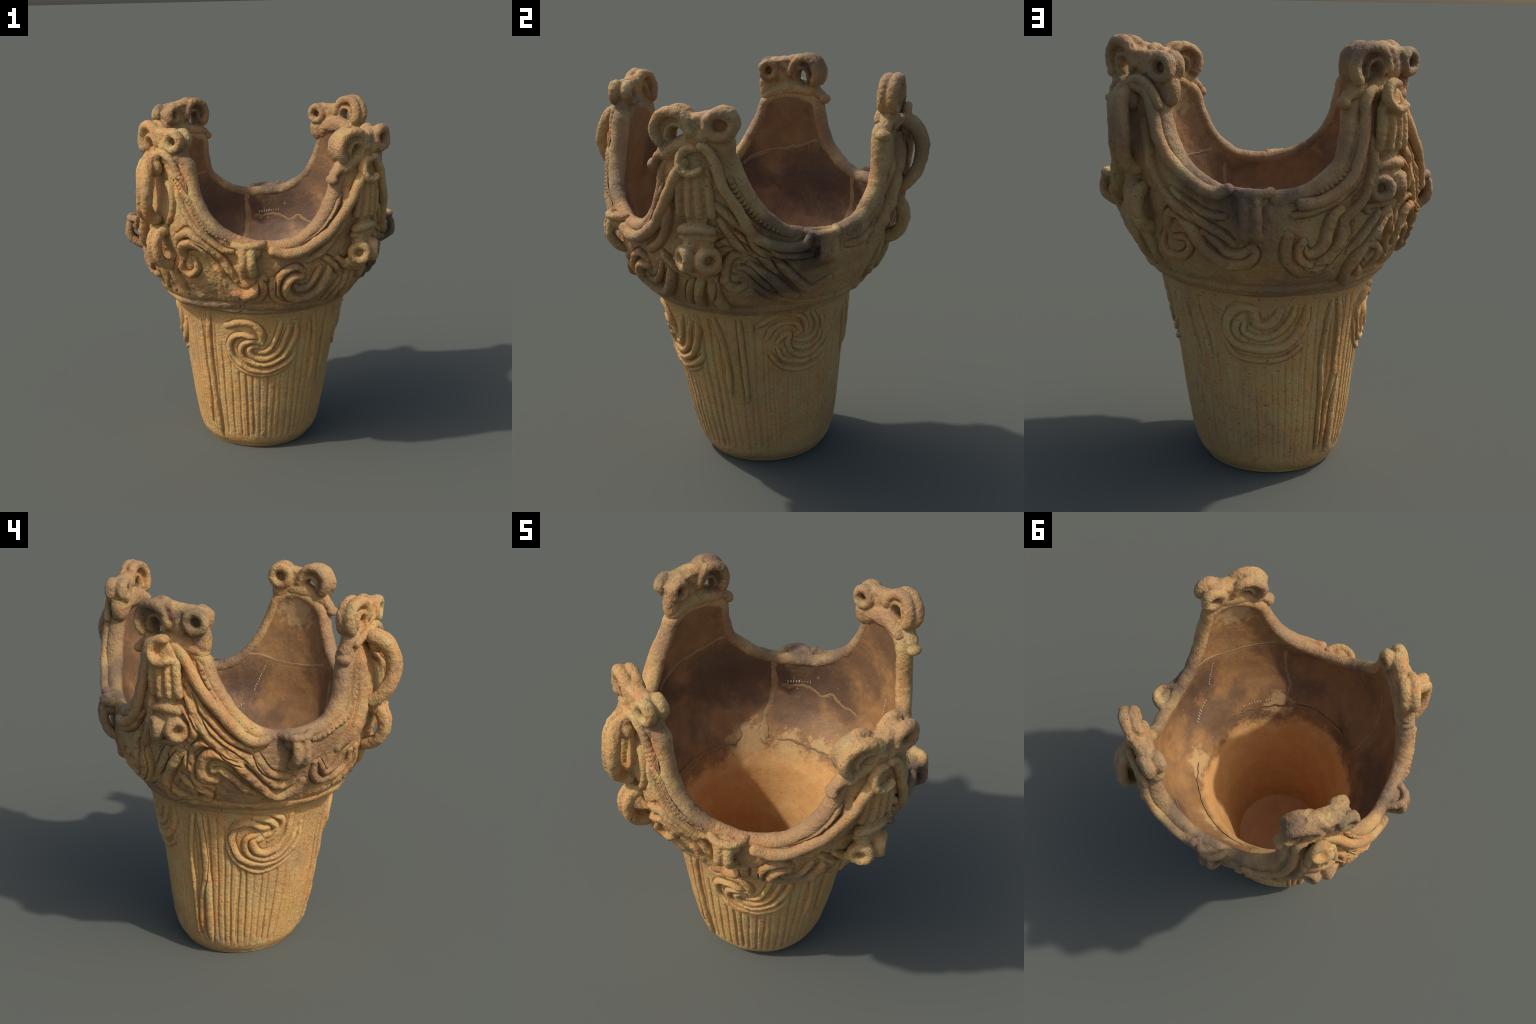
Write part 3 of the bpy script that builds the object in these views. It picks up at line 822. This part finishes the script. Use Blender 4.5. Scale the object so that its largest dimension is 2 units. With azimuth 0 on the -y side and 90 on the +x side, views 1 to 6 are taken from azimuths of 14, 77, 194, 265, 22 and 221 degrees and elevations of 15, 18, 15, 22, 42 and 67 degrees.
tz = np.linspace(0, 1, 90)[:, None]
inner_sheet("inner_trunk", FLOOR_Z + (IN_SEAM - FLOOR_Z) * np.tile(tz, (1, NI)), INSIDE_TRUNK, 0.004)
topi = rim_height(ca)
tz = np.linspace(0, 1, 180)[:, None]
inner_sheet("inner_bowl", IN_SEAM + (topi[None, :] - IN_SEAM) * tz, INSIDE_BOWL)
fr = np.linspace(0.001, 1.02, 26)
FA, FR = np.meshgrid(ca, fr)
fp = place(FA.ravel(), (FR * r_in(FLOOR_Z)).ravel(), np.full(FA.size, FLOOR_Z + 0.003) + 0.012 * smooth01((FR.ravel() - 0.75) / 0.27))
fp[:, 2] += 0.002 * noise3(fp, 9, 41)
add_mesh("floor", fp, grid_faces(NI, len(fr)), INSIDE_FLOOR)

# ------------------------------------------------------------------ rounded lip
lip_o, lip_i = r_out(RIM_Z[:-1], RIM_AZ[:-1]), r_in(RIM_Z[:-1], RIM_AZ[:-1])
lip_path = place(RIM_AZ[:-1], 0.5 * (lip_o + lip_i), RIM_Z[:-1])
V, F = sweep(lip_path, 0.034, 0.5 * (lip_o - lip_i) + 0.005, 'radial', n=20, close=True, wob=0.10, seed=50)
add_mesh("rim_lip", V, F, CLAY_STRAND)


# ------------------------------------------------------------------ strands laid on the wall
def on_wall(spine, lift, n=60):
    sp = np.asarray(spine, float)
    sp[:, 0] = np.unwrap(sp[:, 0], period=360)
    flat = catmull(np.stack([sp[:, 0] * K, sp[:, 1]], 1), n)
    return place(flat[:, 0] / K, r_out(flat[:, 1], flat[:, 0] / K) + lift, flat[:, 1])


def flank_coil(half, lift, *spine, seed=60, name="flank_coil", n=90):
    p = on_wall(spine, lift, n)
    V, F = sweep(p, half, half, 'radial', n=14, wob=0.13, seed=seed)
    return add_mesh(name, V, F, CLAY_STRAND)


flank_coil(0.028, 0.018, (16.5, 1.312), (25.3, 1.291), (31.6, 1.306), (37, 1.346), (42, 1.394), (45.3, 1.452), (48.7, 1.524), (51.8, 1.60), (54.5, 1.665), (57, 1.71), seed=61)
flank_coil(0.024, 0.016, (60, 1.75), (62.7, 1.755), (65.8, 1.693), (67.4, 1.61), (70.6, 1.526), (74.2, 1.43), (77, 1.36), (82.8, 1.315), (90.5, 1.292), (95.3, 1.298), (98.4, 1.343), seed=62)
flank_coil(0.026, 0.014, (148.5, 1.79), (152.5, 1.785), (155.8, 1.765), (158.3, 1.687), (160.5, 1.60), (164.3, 1.515), (169, 1.452), (174.4, 1.402), (178.6, 1.382), (182, 1.393), (185, 1.412), seed=63)
flank_coil(0.026, 0.016, (-121.5, 1.79), (-118.5, 1.772), (-116, 1.736), (-113.5, 1.684), (-109.7, 1.607), (-106.5, 1.552), (-103.3, 1.497), (-99.6, 1.44), (-96, 1.388), (-92, 1.35), (-88, 1.345), (-84.5, 1.36), seed=64)
flank_coil(0.025, 0.012, (-126.5, 1.80), (-129.8, 1.785), (-131.3, 1.745), (-131.8, 1.678), (-132.9, 1.602), (-135, 1.52), (-137, 1.455), (-140, 1.41), (-144, 1.374), (-149, 1.351), (-155, 1.347), seed=65)


# ------------------------------------------------------------------ crown heads: a big open loop and a small eye on a thick slab
def frame_at(az):
    a = az * DEG
    radial = np.array([math.sin(a), -math.cos(a), 0.0])
    tang = np.array([math.cos(a), math.sin(a), 0.0])
    return tang, radial, np.array([0, 0, 1.0])


def arc(cu, cz, ru, rz, a0, a1, n=40):
    t = np.radians(np.linspace(a0, a1, n))
    return cu + ru * np.cos(t), cz + rz * np.sin(t)


def crown(loop, eye, spur, ro, ri, size, seed, twist=0.0, hood=0.070):
    """loop, eye, spur: (azimuth, height) of the loop's hole, the eye and the little spur below the loop."""
    KH = 0.70 * DEG
    az0 = loop[0]
    eu, ez = (eye[0] - az0) * KH, eye[1]
    lz = loop[1]
    mid = 0.5 * (ro + ri)

    def P(u, r, z):
        u = np.asarray(u, float)
        return place(az0 + u / KH, r + twist * np.clip(1 - u / eu, 0, 1.2), z)

    ta, ra, up_ = frame_at(0.5 * (loop[0] + eye[0]))
    tl, rl, _ = frame_at(loop[0])
    te, re, _ = frame_at(eye[0])
    cu, cz = -0.018, lz + 0.028
    parts = []
    # slab core between loop and eye, its bridge and its seat on the lip
    parts.append(blob(P(0.5 * eu + 0.02, mid, lz + 0.012), (0.055, 0.5 * (ro - ri) - 0.004, 0.062), (ta, ra, up_), seed=seed))
    parts.append(blob(P(eu, mid, ez), (size * 0.72, 0.5 * (ro - ri) - 0.036, size * 0.72), (te, re, up_), seed=seed + 1))
    parts.append(blob(P(0.5 * eu, mid - 0.006, lz - 0.055), (0.115, 0.046, 0.055), (ta, ra, up_), seed=seed + 2))
    parts.append(blob(P(eu + 0.006, mid - 0.004, ez - 0.090), (0.054, 0.046, 0.075), (te, re, up_), seed=seed + 40))
    parts.append(blob(P(-0.045, mid - 0.004, lz - 0.070), (0.060, 0.046, 0.040), (tl, rl, up_), seed=seed + 41))
    # wide seat: the slab grows out of the arched lip from edge to edge
    sa = np.linspace(loop[0] - 7.0, eye[0] + 4.0, 40)
    parts.append(sweep(place(sa, mid - 0.004, np.maximum(rim_height(sa) + 0.030, lz - 0.105)), 0.052 * np.sin(np.pi * np.linspace(0.04, 0.96, 40)) ** 0.6, (0.5 * (ro - ri) - 0.006) * np.sin(np.pi * np.linspace(0.1, 0.9, 40)) ** 0.35, 'radial', seed=seed + 7))
    # sunk web between the outer and inner strands of the loop
    wu, wz = arc(-0.008, lz + 0.016, 0.064, 0.066, -30, 240)
    parts.append(sweep(P(wu, mid, wz), 0.024, 0.5 * (ro - ri) - 0.030, 'radial', seed=seed + 8))
    u = np.linspace(0.0, eu + 0.005, 24)
    z = np.linspace(lz + hood, ez + size * 0.72, 24) - 0.010 * np.sin(np.pi * np.linspace(0, 1, 24))
    parts.append(blob(P(0.5 * eu, mid, 0.5 * (lz + hood + ez + size * 0.7) - 0.035), (0.062, 0.5 * (ro - ri) - 0.008, 0.050), (ta, ra, up_), seed=seed + 42))
    parts.append(sweep(P(u, mid, z), 0.024, 0.5 * (ro - ri) - 0.010, 'radial', seed=seed + 3))
    # the loop's web joins both strands at the back of the curl
    wu, wz = arc(cu, cz, 0.080, 0.082, 75, 235)
    parts.append(sweep(P(wu, mid, wz), 0.017, 0.5 * (ro - ri) - 0.018, 'radial', seed=seed + 4))
    # spur where the curl touches the flank
    su = (spur[0] - az0) * KH
    parts.append(blob(P(su, mid + 0.005, spur[1] - 0.01), (0.028, 0.040, 0.026), frame_at(spur[0]), seed=seed + 5))
    path = catmull([(su, spur[1]), (0.4 * su - 0.03, lz - 0.075), (-0.035, lz - 0.06)], 24)
    parts.append(sweep(P(path[:, 0], mid, path[:, 1]), 0.024, 0.034, 'radial', seed=seed + 6))
    groups = [("crown_head", None, parts)]
    # two thick strands curl over, one on each face
    for k, r in enumerate((ro - 0.026, ri + 0.026)):
        pu, pz = arc(cu, cz, 0.079, 0.079, 8, 238)
        pu = np.concatenate([[pu[0] + 0.03, pu[0] + 0.012], pu])
        pz = np.concatenate([[pz[0] - 0.028, pz[0] - 0.018], pz])
        q = catmull(np.stack([pu, pz], 1), 70)
        groups.append(("loop_strand", 0, [sweep(P(q[:, 0], r, q[:, 1]), 0.025, 0.029, 'radial', n=16, wob=0.12, seed=seed + 10 + k)]))
    # thin strand framing the hole
    pu, pz = arc(0.0, lz + 0.006, 0.044, 0.050, -50, 235)
    groups.append(("inner_strand", 0, [sweep(P(pu, mid, pz), 0.017, 0.5 * (ro - ri) - 0.010, 'radial', n=18, wob=0.10, seed=seed + 14)]))
    # eye rings on both faces
    for k, r in enumerate((ro - 0.018, ri + 0.016)):
        pu, pz = arc(eu, ez, size * 0.68, size * 0.68, 0, 360 - 9, 40)
        groups.append(("eye_ring", 0, [sweep(P(pu, r, pz), size * 0.35, 0.030, 'radial', n=14, close=True, wob=0.12, seed=seed + 20 + k)]))
    return fused_regions(groups, CLAY_STRAND, smooth=2, seed=seed)


crown((-42, 1.824), (-26.2, 1.860), (-51, 1.678), 0.716, 0.616, 0.064, 100, 0.010, 0.088)
crown((53, 1.793), (67.3, 1.848), (42.8, 1.674), 0.805, 0.690, 0.072, 130)
crown((142.5, 1.857), (159, 1.868), (131.5, 1.733), 0.726, 0.630, 0.063, 160, 0.034)
crown((-127.5, 1.857), (-111, 1.899), (-138, 1.752), 0.742, 0.616, 0.061, 190, 0.0, 0.112)


# ------------------------------------------------------------------ handles, lugs and pendants
def in_plane(az, rz, n=50):
    """Path in the upright plane at this azimuth, through (radius, height) points."""
    c = catmull(rz, n)
    return place(az, c[:, 0], c[:, 1])


def loop_handle(az, rz, width, thick, seed):
    t, r, u = frame_at(az)
    parts = []
    for k, off in enumerate((-0.52, 0.52)):
        sway = 0.026 * np.sin(np.linspace(-0.6, 1.7, 50) * math.pi)[:, None]
        p = in_plane(az, rz) + t * (width * off + sway)
        parts.append(sweep(p, thick, width * 0.60, t, n=16, wob=0.10, seed=seed + k))
    (ra, za), (rb, zb) = rz[1], rz[-2]
    parts.append(blob(place(az, ra - 0.012, za - 0.035), (width * 1.1, 0.040, 0.046), (t, r, u), seed=seed + 3))
    parts.append(blob(place(az, rb, zb + 0.004), (width * 1.0, 0.035, 0.034), (t, r, u), seed=seed + 4))
    return fused("loop_handle", parts, CLAY_STRAND, smooth=4, seed=seed)


loop_handle(-35, [(0.70, 1.765), (0.755, 1.755), (0.798, 1.72), (0.823, 1.655), (0.827, 1.595), (0.817, 1.53), (0.785, 1.472), (0.745, 1.445), (0.70, 1.435)], 0.046, 0.033, 220)
loop_handle(148, [(0.71, 1.775), (0.765, 1.765), (0.808, 1.73), (0.830, 1.67), (0.833, 1.61), (0.822, 1.545), (0.787, 1.482), (0.74, 1.45), (0.70, 1.435)], 0.048, 0.030, 230)


def strap_lug(az, rz, seed, gap=0.022, half=0.024):
    t, r, u = frame_at(az)
    parts = [sweep(in_plane(az, rz) + t * s, 0.030, half, t, n=16, wob=0.12, seed=seed + i) for i, s in enumerate((-gap, gap))]
    return fused("strap_lug", parts, CLAY_STRAND, smooth=3, seed=seed)


strap_lug(-32.5, [(0.69, 1.395), (0.745, 1.385), (0.778, 1.348), (0.782, 1.285), (0.755, 1.225), (0.70, 1.195), (0.665, 1.185)], 240)
strap_lug(148.5, [(0.69, 1.38), (0.728, 1.365), (0.752, 1.33), (0.754, 1.28), (0.735, 1.225), (0.69, 1.195), (0.66, 1.185)], 244)


def rim_lug(az, zt, ro, zb, seed):
    """Bridge that stands out from the lip, carried by a double strap down to the bowl."""
    t, r, u = frame_at(az)
    c = catmull([(-0.085, 0.660), (-0.062, 0.705), (-0.03, ro - 0.022), (0.0, ro - 0.016), (0.03, ro - 0.022), (0.062, 0.705), (0.085, 0.660)], 40)
    parts = [sweep(place(az + c[:, 0] / K, c[:, 1], zt - 0.01 + 0 * c[:, 0]), 0.020, 0.021, 'radial', seed=seed)]
    rz = [(ro - 0.03, zt - 0.012), (ro - 0.014, zt - 0.05), (ro - 0.010, zt - 0.10), (ro - 0.030, zb + 0.055), (0.69, zb + 0.025), (0.62, zb + 0.005)]
    for k, s in enumerate((-0.023, 0.023)):
        parts.append(sweep(in_plane(az, rz) + t * s, 0.024, 0.024, t, seed=seed + 1 + k))
    parts.append(blob(place(az, 0.695, zt - 0.045), (0.066, 0.050, 0.042), (t, r, u), seed=seed + 4))
    return fused("rim_lug", parts, CLAY_STRAND, voxel=0.005, smooth=3, seed=seed)


rim_lug(8, 1.35, 0.752, 1.16, 250)
rim_lug(103, 1.352, 0.770, 1.175, 254)
rim_lug(190.5, 1.40, 0.752, 1.18, 258)
rim_lug(-74, 1.368, 0.768, 1.18, 262)


def mask_column(az, z_top, z_foot, z_spool, ro, seed, size=0.062):
    """Long face-like tongue under the head: ring mouth, grooved columns, chin, and a spool of two ring eyes below."""
    t, r, u = frame_at(az)
    th = np.radians(np.linspace(50, 335, 40))
    mouth = sweep(place(az + 0.045 * np.cos(th) / K, ro - 0.024 + 0.014 * np.sin(-th), z_top + 0.052 * np.sin(th)), 0.020, 0.028, 'radial', seed=seed)
    groups = [("mask_column", None, [blob(place(az, ro - 0.060, 0.5 * (z_top + z_foot)), (0.075, 0.034, 0.5 * (z_top - z_foot) + 0.035), (t, r, u), seed=seed + 1),
                                     blob(place(az, ro - 0.075, 0.5 * (z_foot + z_spool)), (0.07, 0.04, 0.5 * (z_foot - z_spool) + 0.02), (t, r, u), seed=seed + 2)]),
              ("mouth_ring", 0, [mouth])]
    for k, (off, h) in enumerate(((-0.050, 0.021), (-0.014, 0.020), (0.018, 0.020), (0.052, 0.021))):
        q = np.linspace(0, 1, 60)
        zz = z_top - 0.035 + (z_foot + 0.015 - z_top + 0.035) * q
        rr = (ro - 0.043) + 0.012 * np.sin(np.pi * q) - 0.010 * (abs(off) > 0.03)
        w = h * (1 + 0.10 * np.sin(q * 38 + k) * (k in (0, 2)))
        groups.append(("column", 0, [sweep(place(az + (off * (1 + 0.25 * q)) / K, rr, zz), w, h * 1.1, 'radial', seed=seed + 3 + k)]))
    cu = np.linspace(-0.075, 0.075, 30)
    groups.append(("chin", 0, [sweep(place(az + cu / K, ro - 0.045 - 4.0 * cu ** 2, z_foot - 0.030 - 3.0 * cu ** 2), 0.026, 0.030, 'radial', seed=seed + 8),
                               sweep(place(az + cu / K, ro - 0.055 - 4.0 * cu ** 2, z_foot - 0.070 - 2.0 * cu ** 2), 0.018, 0.022, 'radial', seed=seed + 9)]))
    c = place(az, ro - 0.075, z_spool)
    groups.append(("eye_spool", None, [blob(c, (0.062, 0.042, size * 1.0), (t, r, u), seed=seed + 12)]))
    sp = len(groups) - 1
    for k, sgn in enumerate((-1, 1)):
        d = r * math.cos(0.75) + t * sgn * math.sin(0.75)
        side = np.cross(d, u)
        th = np.linspace(0, 2 * np.pi, 36, endpoint=False)
        ctr = c + d * 0.045 + t * sgn * 0.024
        path = ctr + size * 0.66 * (np.cos(th)[:, None] * side + np.sin(th)[:, None] * u)
        groups.append(("ring_eye", sp, [sweep(path, 0.022, 0.030, d, n=14, close=True, wob=0.14, seed=seed + 14 + k)]))
    cu = np.linspace(-0.085, 0.085, 30)
    groups.append(("spool_cradle", sp, [sweep(place(az + cu / K, ro - 0.085 - 3.0 * cu ** 2, z_spool - size - 0.012 + 5.0 * cu ** 2), 0.020, 0.026, 'radial', seed=seed + 18)]))
    return fused_regions(groups, CLAY_STRAND, smooth=2, seed=seed)


mask_column(58.5, 1.70, 1.43, 1.262, 0.83, 280)
mask_column(-122.5, 1.77, 1.53, 1.400, 0.805, 290, 0.060)


# brows that arch over the handles of the two handled peaks
def brow(spine, lift, half, seed, beads=True):
    p = on_wall(spine, lift * np.sin(np.pi * np.linspace(0.08, 0.92, 90)) ** 0.7 - 0.004, 90)
    w = half * (1 + (0.16 * np.abs(np.sin(np.arange(90) * 0.55)) if beads else 0.0))
    V, F = sweep(p, w, half, 'radial', wob=0.12, seed=seed)
    return add_mesh("brow_coil", V, F, CLAY_STRAND)


brow([(-47, 1.725), (-43.5, 1.75), (-38, 1.78), (-32, 1.797), (-27.5, 1.775), (-24.5, 1.725), (-22.5, 1.67)], 0.030, 0.020, 300)
brow([(137, 1.745), (140, 1.77), (146, 1.78), (150, 1.815), (155, 1.81), (158.5, 1.76), (160.5, 1.70)], 0.028, 0.020, 302, False)

# ------------------------------------------------------------------ repairs and marks inside
def inner_line(pts, lift, n=60, jitter=0.0, seed=0):
    sp = np.asarray(pts, float)
    sp[:, 0] = np.unwrap(sp[:, 0], period=360)
    c = catmull(np.stack([sp[:, 0] * K, sp[:, 1]], 1), n)
    if jitter:
        q3 = np.stack([c[:, 0], c[:, 1], np.zeros(n)], 1)
        c = c + jitter * np.stack([noise3(q3, 25, seed) + 0.5 * noise3(q3, 70, seed + 1), noise3(q3, 25, seed + 2) + 0.5 * noise3(q3, 70, seed + 3)], 1)
    az, z = c[:, 0] / K, c[:, 1]
    d0 = place(az, r_in(z, az), z)
    d = 0.004 * noise3(d0, 4, 31) + 0.0016 * noise3(d0, 13, 32)
    return place(az, r_in(z, az) + d - lift, z)


def putty_seam(half, *pts, seed=400):
    """Filled join between two sherds: a low ragged fillet on the inner wall."""
    p = inner_line(pts, 0.0, 70, 0.007, seed)
    w = half * (1 + 0.45 * noise3(p, 30, seed + 4))
    V, F = sweep(p, w, 0.0022, 'radial', n=12, wob=0.25, seed=seed)
    return add_mesh("putty_seam", V, F, PUTTY)


putty_seam(0.016, (-159.5, 1.36), (-159, 1.28), (-160, 1.20), (-158.5, 1.12), (-155.5, 1.02), (-157, 0.95), seed=401)
putty_seam(0.010, (-97, 1.383), (-103, 1.416), (-111, 1.454), (-122, 1.471), (-131.6, 1.503), (-138, 1.525), seed=402)
putty_seam(0.010, (-163.6, 1.206), (-172.6, 1.214), (-178.5, 1.208), (-185.4, 1.183), (-190.5, 1.215), (-196.4, 1.184), (-207, 1.18), seed=403)
putty_seam(0.014, (-163.5, 0.955), (-176, 0.945), (167.3, 0.94), (144.6, 0.945), (120, 0.95), seed=404)
putty_seam(0.012, (-138.4, 1.03), (-138.3, 0.95), (-120, 0.945), (-108, 0.95), (-85, 0.955), seed=405)
putty_seam(0.009, (85, 1.395), (78, 1.39), (71, 1.36), (62, 1.345), (50.6, 1.345), (41, 1.374), seed=406)
putty_seam(0.010, (36, 1.30), (36, 1.167), (33, 1.057), (33.6, 0.95), seed=407)
putty_seam(0.014, (75, 0.95), (55, 0.94), (35, 0.945), (10, 0.95), (-15, 0.945), seed=408)
putty_seam(0.008, (-24, 1.40), (-27, 1.25), (-30, 1.10), (-31, 0.96), seed=409)


def ink_marks(a, b, count, tall, seed):
    """A row of tiny white pen strokes, too worn to read."""
    g = np.random.default_rng(seed)
    parts = []
    for k in range(count):
        f = (k + 0.5) / count
        az, z = a[0] + (b[0] - a[0]) * f, a[1] + (b[1] - a[1]) * f
        for _ in range(2):
            da, dz = g.uniform(-0.4, 0.4) * tall * 0.5 / K, g.uniform(-0.4, 0.4) * tall
            p = inner_line([(az - da, z - dz - tall * 0.3), (az + da * 0.3, z), (az + da, z + dz + tall * 0.3)], 0.0005, 8)
            parts.append(sweep(p, 0.0026, 0.0016, 'radial', n=8, wob=0.2, seed=seed + k))
    V, F = merge(parts)
    ob = add_mesh("ink_marks", V, F, WHITE)
    ob["kind"] = "stuff"
    return ob


ink_marks((-166, 1.233), (-178.6, 1.25), 9, 0.016, 420)
ink_marks((138.3, 1.384), (138.3, 1.285), 6, 0.012, 421)
ink_marks((74.2, 1.332), (80.2, 1.182), 10, 0.012, 422)
ink_marks((85.2, 1.115), (98.8, 1.06), 9, 0.012, 423)
ink_marks((66, 0.975), (43.7, 0.975), 11, 0.012, 424)
ink_marks((-100, 1.400), (-111.5, 1.445), 8, 0.009, 425)
ink_marks((27, 0.975), (13.6, 0.972), 7, 0.010, 426)

bpy.context.view_layer.update()
